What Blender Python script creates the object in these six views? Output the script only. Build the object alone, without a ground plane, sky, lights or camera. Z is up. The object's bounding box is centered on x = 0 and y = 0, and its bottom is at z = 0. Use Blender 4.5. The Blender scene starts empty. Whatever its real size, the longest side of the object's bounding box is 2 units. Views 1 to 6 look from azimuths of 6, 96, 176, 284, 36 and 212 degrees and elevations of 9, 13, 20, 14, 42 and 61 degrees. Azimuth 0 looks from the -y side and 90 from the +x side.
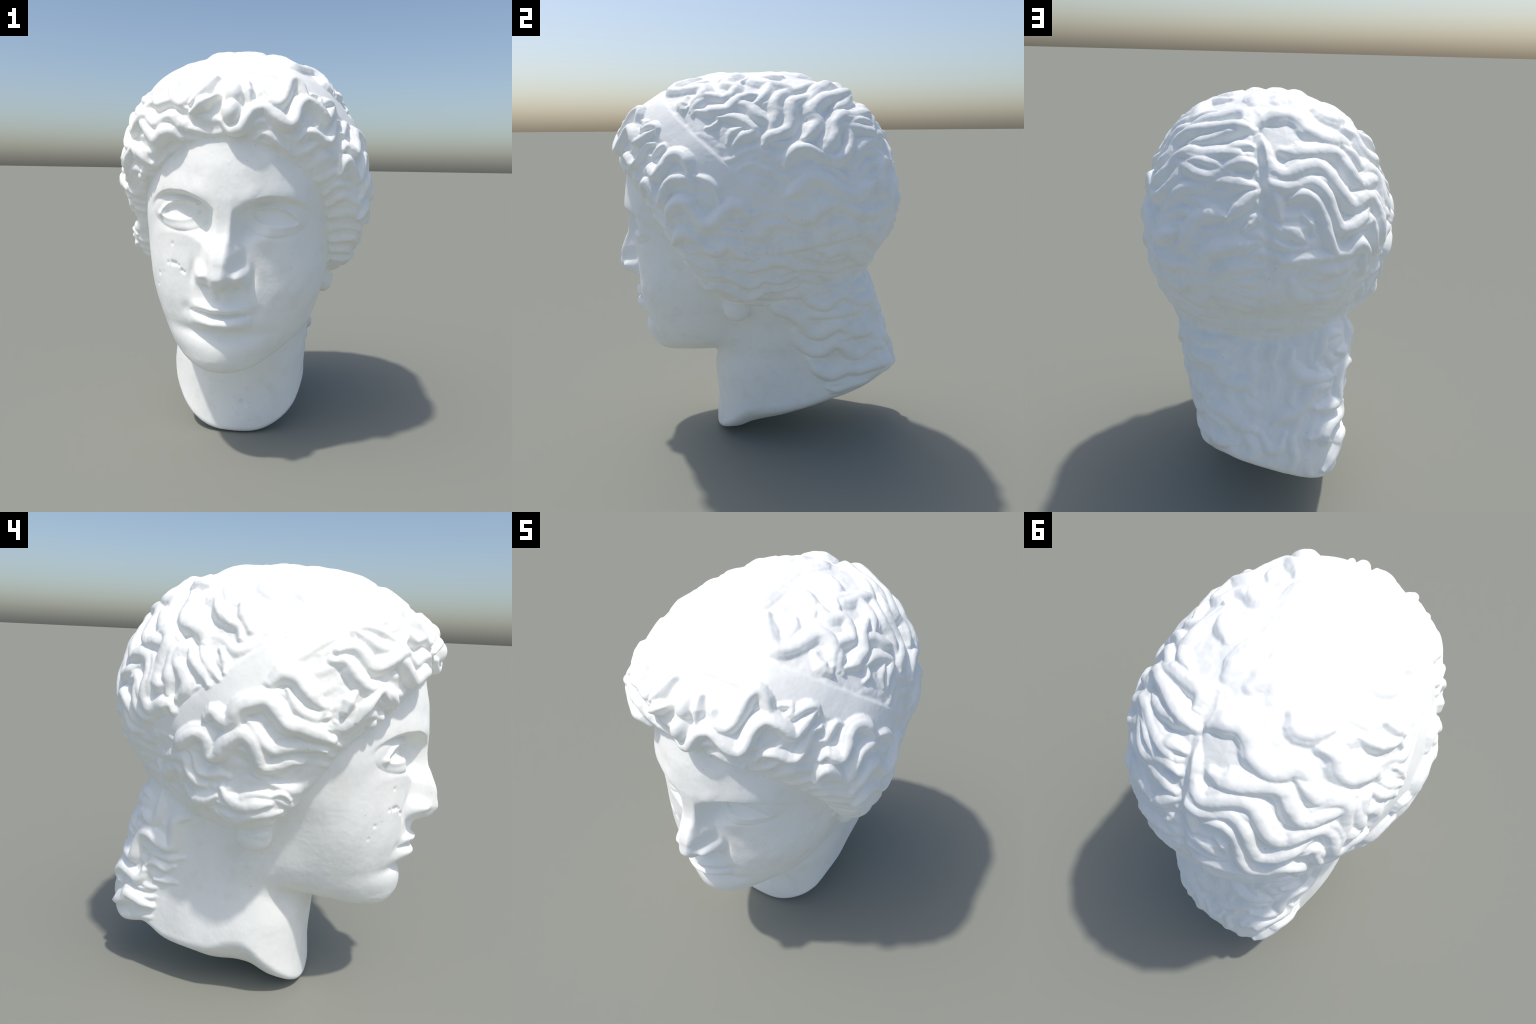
import bpy
import numpy as np
import math

SEED = 7
rng = np.random.default_rng(SEED)

# ----------------------------------------------------------------------------
#  small helpers
# ----------------------------------------------------------------------------


class Curve:
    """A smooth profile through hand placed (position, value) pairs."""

    def __init__(self, *pairs):
        k = np.array(sorted(pairs), float)
        x, y = k[:, 0], k[:, 1]
        h = np.diff(x)
        d = np.diff(y) / h
        m = np.zeros(len(x))
        m[0], m[-1] = d[0], d[-1]
        for i in range(1, len(x) - 1):
            if d[i - 1] * d[i] > 0:
                a, b = 2 * h[i] + h[i - 1], h[i] + 2 * h[i - 1]
                m[i] = (a + b) / (a / d[i - 1] + b / d[i])
        self.t = np.linspace(x[0], x[-1], 1500)
        j = np.clip(np.searchsorted(x, self.t, side="right") - 1, 0, len(h) - 1)
        s = (self.t - x[j]) / h[j]
        self.v = ((1 + 2 * s) * (1 - s) ** 2 * y[j] + s * (1 - s) ** 2 * h[j] * m[j]
                  + s * s * (3 - 2 * s) * y[j + 1] + s * s * (s - 1) * h[j] * m[j + 1])

    def __call__(self, q):
        return np.interp(q, self.t, self.v)


def smoothstep(a, b, x):
    t = np.clip((x - a) / (b - a), 0, 1)
    return t * t * (3 - 2 * t)


def smin(a, b, k):
    h = np.clip(0.5 + 0.5 * (b - a) / k, 0, 1)
    return b + (a - b) * h - k * h * (1 - h)


def smax(a, b, k):
    return -smin(-a, -b, k)


def blob(x, z, cx, cz, rx, rz):
    """Soft round bump of height 1."""
    return np.exp(-(((x - cx) / rx) ** 2 + ((z - cz) / rz) ** 2))


def path_distance(px, pz, pts, n=60):
    """Distance from points to a smooth planar curve; also the run (0..1) along it."""
    pts = spline(np.array(pts, float), n)
    best = np.full(px.shape, 9.0)
    run = np.zeros(px.shape)
    for i in range(len(pts) - 1):
        a, b = pts[i], pts[i + 1]
        ab = b - a
        t = np.clip(((px - a[0]) * ab[0] + (pz - a[1]) * ab[1]) / (ab @ ab), 0, 1)
        d = np.hypot(px - a[0] - t * ab[0], pz - a[1] - t * ab[1])
        m = d < best
        best[m] = d[m]
        run[m] = ((i + t) / (len(pts) - 1))[m]
    return best, run


def spline(p, n):
    """Catmull-Rom curve through the control points, n samples, even in length."""
    p = np.asarray(p, float)
    q = np.vstack([2 * p[0] - p[1], p, 2 * p[-1] - p[-2]])
    out = []
    for i in range(len(p) - 1):
        t = np.linspace(0, 1, 24, endpoint=False)[:, None]
        a, b, c, d = q[i], q[i + 1], q[i + 2], q[i + 3]
        out.append(0.5 * (2 * b + (c - a) * t + (2 * a - 5 * b + 4 * c - d) * t ** 2 + (3 * b - a - 3 * c + d) * t ** 3))
    out = np.vstack(out + [p[-1:]])
    s = np.concatenate([[0], np.cumsum(np.linalg.norm(np.diff(out, axis=0), axis=1))])
    u = np.linspace(0, s[-1], n)
    return np.stack([np.interp(u, s, out[:, k]) for k in range(p.shape[1])], 1)


# ----------------------------------------------------------------------------
#  the big forms (implicit lofts)
# ----------------------------------------------------------------------------


def loft(x, y, w, front, back, mid, pf, pb):
    """Horizontal sections: half width w at y = mid, reaching from front to back."""
    ahead = y < mid
    a = np.where(ahead, mid - front, back - mid)
    p = pb + (pf - pb) * smoothstep(.12, -.12, y - mid)
    g = ((np.abs(x) / w) ** p + (np.abs(y - mid) / a) ** p + 1e-9) ** (1 / p)
    ease = smoothstep(.12, -.12, y - mid)
    reach = (back - mid) + ((mid - front) - (back - mid)) * ease
    return (g - 1) * 0.5 * (w + np.minimum(reach, w * 1.6))


TOP = 1.975
u_of = lambda z: math.sqrt(max(0.0, TOP - z))
hair_w = Curve((0, .12), *[(u_of(z), v) for z, v in ((1.94, .22), (1.9, .325), (1.8, .45), (1.7, .52), (1.6, .575), (1.5, .613), (1.4, .635), (1.3, .64), (1.2, .625), (1.1, .595), (1.0, .54), (.9, .47), (.8, .38))])
hair_f = Curve((0, -.17), *[(u_of(z), v) for z, v in ((1.94, -.34), (1.9, -.45), (1.85, -.535), (1.8, -.61), (1.7, -.69), (1.6, -.71), (1.5, -.70), (1.4, -.675), (1.2, -.63), (1.0, -.5), (.8, -.3))])
hair_b = Curve((0, .24), *[(u_of(z), v) for z, v in ((1.94, .32), (1.9, .42), (1.8, .55), (1.7, .628), (1.6, .685), (1.5, .725), (1.4, .748), (1.3, .755), (1.2, .742), (1.1, .69), (1.0, .628), (.95, .60), (.9, .56), (.85, .48), (.8, .38))])
hairline = Curve((-.9, 1.56), (-.69, 1.515), (-.6, 1.455), (-.5, 1.37), (-.42, 1.295), (-.35, 1.215), (-.25, 1.07), (-.17, .97), (-.1, .905), (-.02, .875), (.2, .85), (.6, .80))

neck_f = Curve((-.05, -.242), (.05, -.242), (.2, -.235), (.38, -.24), (.48, -.22), (.7, -.12), (1.1, 0))
neck_b = Curve((-.05, .72), (.2, .755), (.3, .775), (.4, .78), (.5, .755), (.6, .72), (.7, .69), (.8, .655), (.9, .622), (1.0, .57), (1.1, .55))
neck_w = Curve((-.05, .355), (.1, .362), (.3, .355), (.5, .356), (.7, .382), (.9, .41), (1.1, .40))
neck_x = Curve((-.05, -.03), (.3, -.022), (.5, -.008), (.7, .012), (1.0, .03))

cut_c = Curve((-.5, -.02), (-.25, .0), (-.1, .015), (0, .06), (.2, .115), (.4, .19), (.55, .26), (.72, .345), (.9, .42))
cut_t = Curve((-.3, -.02), (0, .0), (.2, .11), (.4, .15), (.6, .22), (.72, .36), (.9, .4))
cut_q = Curve((-.3, .9), (0, 1.0), (.2, .80), (.4, .62), (.55, .42), (.7, .25), (.9, .2))

face_f = Curve((.36, -.42), (.40, -.51), (.44, -.575), (.48, -.612), (.54, -.64), (.6, -.648), (.66, -.643), (.74, -.655), (.82, -.66), (.9, -.66), (1.0, -.665), (1.1, -.672), (1.2, -.685), (1.3, -.705), (1.4, -.70), (1.5, -.685), (1.6, -.65), (1.7, -.6))
face_w = Curve((.36, .06), (.40, .13), (.44, .20), (.48, .245), (.54, .295), (.6, .345), (.7, .405), (.8, .44), (.9, .46), (1.0, .468), (1.1, .468), (1.2, .47), (1.3, .468), (1.4, .46), (1.5, .44), (1.7, .36))
face_m = Curve((.36, -.36), (.44, -.29), (.5, -.22), (.6, -.13), (.8, -.07), (1.0, -.07), (1.7, -.1))
face_p = Curve((.36, 2.0), (.5, 2.0), (.7, 2.1), (.9, 2.2), (1.1, 2.08), (1.3, 2.08), (1.7, 2.1))

# clay added to (or taken off) the plain skull: centre, radii, thickness
HAIR_MASSES = [
    (.62, .23, 1.18, .16, .18, .24, -.048),      # hollow behind the left temple roll
    (.56, -.30, 1.30, .14, .16, .25, .014),      # left temple roll
    (-.56, -.34, 1.40, .18, .24, .28, -.034),    # flatter right temple
    (-.2, -.62, 1.56, .3, .2, .2, -.026),
    (.18, -.66, 1.58, .18, .15, .2, .006),       # fuller fringe over the left brow
    (0, -.47, 1.88, .3, .14, .12, .014),         # under the headband
    (-.60, .32, 1.40, .2, .25, .35, -.020),      # slimmer right back
    (-.62, .10, 1.16, .18, .2, .16, -.028),      # hollow behind the right temple roll
    (.50, -.03, .96, .14, .18, .14, .046),       # hair over the ears
    (-.50, .02, .97, .14, .20, .12, .060),
    (-.48, .48, 1.12, .18, .2, .16, -.042),
    (.64, .05, 1.42, .12, .15, .15, -.020),
    (.45, .45, 1.40, .3, .3, .35, .008),
    (0, .68, 1.08, .28, .14, .08, -.026),
    (-.58, -.20, 1.18, .12, .15, .10, -.036),
    (.54, -.20, 1.10, .12, .18, .20, .022),
    (-.52, -.10, 1.01, .12, .14, .10, .040),
    (-.57, -.43, 1.42, .10, .10, .11, .030),     # locks standing off the right temple
    (-.58, .20, 1.02, .12, .12, .10, .022),
]
NECK_MASSES = [
    (.37, .27, .52, .08, .10, .36, -.034),       # hollow before the nape hair, left side
    (-.36, .08, .40, .12, .18, .40, .034),       # strong neck muscle, right side
    (.40, .02, .70, .10, .15, .16, -.022),
    (-.38, .38, .70, .12, .22, .30, .020),
    (.2, -.22, .18, .15, .1, .25, -.020),
    (-.38, .15, .18, .12, .20, .22, .034),       # flare at the right foot of the neck
]
FACE_MASSES = [
    (.36, -.38, .88, .16, .25, .32, .018),       # fuller left cheek
    (-.38, -.20, .66, .15, .2, .2, -.026),
    (-.45, -.12, .80, .1, .15, .15, -.042),
    (.36, -.3, .58, .12, .2, .12, .015),
    (-.47, -.20, .90, .10, .15, .15, -.034),
    (.42, -.02, .68, .12, .15, .15, -.030),
    (.30, -.55, 1.33, .25, .25, .22, .016),      # left brow and temple
    (-.42, -.42, 1.22, .12, .2, .20, .024),      # right temple
]

ROLL = math.atan(.05)          # the head leans a little towards its left
PIVOT = (-.023, .96)


def face_frame(x, z):
    c, s = math.cos(ROLL), math.sin(ROLL)
    dx, dz = x - PIVOT[0], z - PIVOT[1]
    return dx * c - dz * s, PIVOT[1] + dx * s + dz * c


# -------- relief of the face: how far it stands out in front of the plain oval
nose_h = Curve((.80, .0), (.85, .016), (.875, .028), (.892, .062), (.905, .095), (.925, .108), (.955, .117), (1.01, .116), (1.09, .084), (1.15, .051), (1.22, .030), (1.28, .014), (1.36, .006), (1.46, 0))
nose_r = Curve((.80, .005), (.89, .018), (.95, .014), (1.05, .018), (1.15, .022), (1.25, .024), (1.46, .03))
nose_e = Curve((.80, .07), (.88, .09), (.93, .10), (.97, .112), (1.05, .105), (1.15, .092), (1.25, .10), (1.34, .17), (1.46, .22))
brow_z = Curve((0, 1.24), (.05, 1.248), (.08, 1.266), (.14, 1.295), (.2, 1.308), (.25, 1.308), (.3, 1.298), (.35, 1.272), (.4, 1.23), (.5, 1.12))
socket_d = Curve((0, 0), (.035, .0), (.06, .04), (.09, .088), (.13, .098), (.2, .084), (.28, .054), (.32, .032), (.36, .011), (.40, 0), (.45, 0), (.6, 0))
UPPER_LID = [(.108, 1.226), (.15, 1.253), (.21, 1.262), (.26, 1.248), (.295, 1.222), (.32, 1.192)]
LOWER_LID = [(.108, 1.222), (.135, 1.200), (.17, 1.186), (.215, 1.179), (.26, 1.178), (.295, 1.183), (.32, 1.192)]
lid_top = Curve(*UPPER_LID)
lid_low = Curve(*LOWER_LID)
mouth_z = Curve((0, .770), (.03, .768), (.07, .772), (.11, .773), (.15, .772), (.2, .770))


def face_relief(xl, z):
    ax = np.abs(xl)
    b = np.zeros_like(ax)
    # nose: ridge, wings, nostrils
    side = np.clip((ax - nose_r(z)) / (nose_e(z) - nose_r(z)), 0, 1)
    b += nose_h(z - 3.4 * ax ** 2) * (.5 + .5 * np.cos(math.pi * side)) ** .9
    b += .070 * blob(ax, z, .088, .950, .031, .036)
    b += .016 * blob(ax, z, 0, .952, .045, .04)
    b -= .024 * blob(ax, z, .058, .898, .024, .013)
    b -= .016 * blob(ax, z, .135, .95, .018, .05)
    # brow edge, eye socket
    t = brow_z(ax) - z
    drop = smoothstep(-.006, .030, t) * (1 - smoothstep(.07, .20, t))
    b -= socket_d(ax) * drop
    b += .010 * np.exp(-((t + .01) / .055) ** 2) * smoothstep(.04, .12, ax) * (1 - smoothstep(.28, .40, ax))
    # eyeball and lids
    near = (ax > .04) & (ax < .4) & (z > 1.08) & (z < 1.33)
    if near.any():
        a, q = ax[near], z[near]
        mid = .5 * (lid_top(a) + lid_low(a))
        half = np.maximum(.5 * (lid_top(a) - lid_low(a)), .001)
        open_ = np.clip(1 - ((q - mid) / half) ** 2, 0, 1) * smoothstep(.108, .135, a) * smoothstep(.32, .295, a)
        ball = np.clip(1 - ((a - .215) / .15) ** 2 - ((q - 1.214) / .086) ** 2, 0, 1)
        e = .036 * ball ** .8
        e += .006 * open_ - .011 * smoothstep(0, .35, open_)
        du, ru = path_distance(a, q, UPPER_LID)
        dl, rl = path_distance(a, q, LOWER_LID)
        e += .014 * np.exp(-(du / .0125) ** 2) * smoothstep(-.1, .25, ru)
        e += .008 * np.exp(-(dl / .014) ** 2) * smoothstep(0, .3, rl)
        b[near] += e
    # mouth
    reach = np.clip(1 - (ax / .148) ** 2, 0, 1)
    m = mouth_z(ax)
    b += .017 * blob(ax, z, 0, .80, .12, .075)
    b += .031 * reach ** 1.3 * np.exp(-((z - m - .030) / .021) ** 2)
    b += .047 * reach ** 1.1 * np.exp(-((z - m + .042) / .035) ** 2)
    b -= .022 * smoothstep(.155, .10, ax) * np.exp(-((z - m) / .0095) ** 2)
    b -= .009 * blob(ax, z, .158, .778, .028, .03)
    b -= .028 * blob(ax, z, 0, .674, .15, .028)
    b -= .006 * blob(ax, z, 0, .855, .016, .03)
    b += .010 * blob(ax, z, 0, .56, .10, .07)
    return b


def head_parts(p):
    """Implicit value of each big form at the points p."""
    x, y, z = p[:, 0], p[:, 1], p[:, 2]
    # hair mass
    u = np.sqrt(np.clip(TOP - z, 0, None))
    hx = x - .002 - .04 * y
    hair = loft(hx, y, hair_w(u), hair_f(u), hair_b(u), -.06, 2.1, 2.1)
    hair = smax(hair, z - TOP + .004 + .03 * (hx ** 2 + (y - .03) ** 2), .05)
    hair = np.maximum(hair, .78 - z)
    _, zl = face_frame(x, z)
    for cx, cy, cz, rx, ry, rz, amount in HAIR_MASSES:
        hair = hair - amount * np.exp(-((x - cx) / rx) ** 2 - ((y - cy) / ry) ** 2 - ((z - cz) / rz) ** 2)
    hair = smax(hair, (hairline(y) - zl) * .72, .075)
    # face
    xl, zl = face_frame(x, z)
    front = smoothstep(-.25, -.45, y)
    yy = y + face_relief(xl, zl) * front
    face = loft(xl, yy, face_w(zl), face_f(zl), .2, face_m(zl), face_p(zl), 2.0)
    for cx, cy, cz, rx, ry, rz, amount in FACE_MASSES:
        face = face - amount * np.exp(-((x - cx) / rx) ** 2 - ((y - cy) / ry) ** 2 - ((z - cz) / rz) ** 2)
    face = smax(face, .455 + .95 * xl ** 2 + .07 * np.clip(y + .6, 0, 1) - zl, .05)
    face = np.maximum(face, zl - 1.68)
    # neck with the hair on its nape
    neck = loft(x - neck_x(z), y, neck_w(z), neck_f(z), neck_b(z), .12, 2.7, 3.2)
    for cx, cy, cz, rx, ry, rz, amount in NECK_MASSES:
        neck = neck - amount * np.exp(-((x - cx) / rx) ** 2 - ((y - cy) / ry) ** 2 - ((z - cz) / rz) ** 2)
    neck = np.maximum(neck, z - 1.1)
    # ear lobes
    def ell(cx, cy, cz, rx, ry, rz):
        return (np.sqrt(((x - cx) / rx) ** 2 + ((y - cy) / ry) ** 2 + ((z - cz) / rz) ** 2) - 1) * min(rx, ry, rz)
    lobes = np.minimum(ell(.425, -.05, .835, .05, .066, .068), ell(-.455, -.03, .862, .052, .078, .072))
    return hair, face, neck, lobes


def cut_height(x, y):
    return cut_c(y) + cut_t(y) * x + cut_q(y) * (3.2 * np.abs(x) ** 3 + np.where(x > 0, .5, .08) * smoothstep(.2, -.1, y) * x * x) + .05 * blob(x, y, -.34, .53, .1, .08)


def field(p):
    hair, face, neck, lobes = head_parts(p)
    f = smin(face, neck, .03 + .07 * smoothstep(-.28, -.08, p[:, 1]))
    f = smin(f, lobes, .016)
    f = smin(f, hair, .018)
    return smax(f, (cut_height(p[:, 0], p[:, 1]) - p[:, 2]) * .93, .032)


# ----------------------------------------------------------------------------
#  turning the form into a mesh
# ----------------------------------------------------------------------------


def surface_net(func, lo, hi, h):
    n = np.ceil((np.array(hi) - lo) / h).astype(int) + 1
    ax = [lo[k] + h * np.arange(n[k]) for k in range(3)]
    g = np.stack(np.meshgrid(*ax, indexing="ij"), -1).reshape(-1, 3)
    v = np.concatenate([func(c) for c in np.array_split(g, 6)]).reshape(n)
    s = v < 0
    cn = n - 1
    acc = np.zeros((*cn, 3))
    cnt = np.zeros(cn)
    base = np.stack(np.meshgrid(*[np.arange(c) for c in cn], indexing="ij"), -1)
    corner = [(i, j, k) for i in (0, 1) for j in (0, 1) for k in (0, 1)]
    for a in corner:
        for axis in range(3):
            if a[axis]:
                continue
            b = list(a)
            b[axis] = 1
            sl = lambda c: tuple(slice(c[k], c[k] + cn[k]) for k in range(3))
            va, vb = v[sl(a)], v[sl(b)]
            cross = (va < 0) != (vb < 0)
            t = np.where(cross, va / np.where(cross, va - vb, 1), 0)
            pos = np.array(a, float) + 0 * acc
            pos[..., axis] = t
            acc += pos * cross[..., None]
            cnt += cross
    live = cnt > 0
    idx = np.full(cn, -1)
    idx[live] = np.arange(live.sum())
    verts = np.array(lo) + h * (base[live] + acc[live] / cnt[live][:, None])
    quads = []
    for axis in range(3):
        o1, o2 = (axis + 1) % 3, (axis + 2) % 3
        lo_s = [slice(None)] * 3
        hi_s = [slice(None)] * 3
        lo_s[axis], hi_s[axis] = slice(0, -1), slice(1, None)
        for k in (o1, o2):
            lo_s[k] = hi_s[k] = slice(1, -1)
        a, b = s[tuple(lo_s)], s[tuple(hi_s)]
        at = np.argwhere(a != b)
        flip = a[tuple(at.T)]
        at[:, o1] += 1
        at[:, o2] += 1
        def cell(d1, d2):
            c = at.copy()
            c[:, o1] -= d1
            c[:, o2] -= d2
            return idx[tuple(c.T)]
        q = np.stack([cell(1, 1), cell(0, 1), cell(0, 0), cell(1, 0)], 1)
        q[~flip] = q[~flip][:, ::-1]
        quads.append(q)
    return verts, np.vstack(quads)


def edges_of(q):
    e = np.sort(np.stack([q, np.roll(q, -1, 1)], -1).reshape(-1, 2), 1)
    key, inv = np.unique(e[:, 0].astype(np.int64) * 4_000_000 + e[:, 1], return_inverse=True)
    return np.stack([key // 4_000_000, key % 4_000_000], 1), inv.reshape(q.shape)


def subdivide(v, q):
    e, inv = edges_of(q)
    nv, ne = len(v), len(e)
    out = np.vstack([v, v[e].mean(1), v[q].mean(1)])
    m = nv + inv
    c = nv + ne + np.arange(len(q))
    quads = [np.stack([q[:, k], m[:, k], c, m[:, k - 1]], 1) for k in range(4)]
    return out, np.vstack(quads)


class Smoother:
    def __init__(self, q, n):
        self.e, _ = edges_of(q)
        self.n = n
        self.deg = np.maximum(np.bincount(self.e.ravel(), minlength=n), 1).astype(float)

    def mean(self, a):
        a = a.reshape(self.n, -1)
        out = np.empty_like(a)
        for k in range(a.shape[1]):
            out[:, k] = (np.bincount(self.e[:, 0], a[self.e[:, 1], k], self.n) + np.bincount(self.e[:, 1], a[self.e[:, 0], k], self.n)) / self.deg
        return out

    def smooth(self, a, times, f=.5):
        shape = a.shape
        a = a.reshape(self.n, -1)
        for _ in range(times):
            a = a + f * (self.mean(a) - a)
        return a.reshape(shape)


def gradient(p, f0, eps=.002):
    g = np.empty_like(p)
    for k in range(3):
        d = p.copy()
        d[:, k] += eps
        g[:, k] = (field(d) - f0) / eps
    return g


def settle(v, times):
    for _ in range(times):
        f = field(v)
        g = gradient(v, f)
        step = -f[:, None] * g / np.maximum((g * g).sum(1), .15)[:, None]
        ln = np.linalg.norm(step, axis=1)
        v = v + step * np.minimum(1, .012 / np.maximum(ln, 1e-9))[:, None]
    return v


def normals_of(v, q):
    n = np.cross(v[q[:, 2]] - v[q[:, 0]], v[q[:, 3]] - v[q[:, 1]])
    out = np.zeros_like(v)
    for k in range(3):
        out[:, k] = sum(np.bincount(q[:, c], n[:, k], len(v)) for c in range(4))
    return out / np.maximum(np.linalg.norm(out, axis=1), 1e-12)[:, None]


def relax(v, sm, q, times):
    for _ in range(times):
        n = normals_of(v, q)
        d = sm.mean(v) - v
        d -= n * (d * n).sum(1)[:, None]
        v = v + .5 * d
    return v


def build_form(h=.017):
    v, q = surface_net(field, np.array([-.75, -.9, -.06]), np.array([.75, .9, 2.05]), h)
    sm = Smoother(q, len(v))
    for _ in range(3):
        v = relax(v, sm, q, 2)
        v = settle(v, 1)
    for level in range(2):
        v, q = subdivide(v, q)
        sm = Smoother(q, len(v))
        v = settle(v, 2)
        v = relax(v, sm, q, 2)
    v = settle(v, 2)
    return v, q, sm


verts, quads, sm = build_form()


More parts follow.
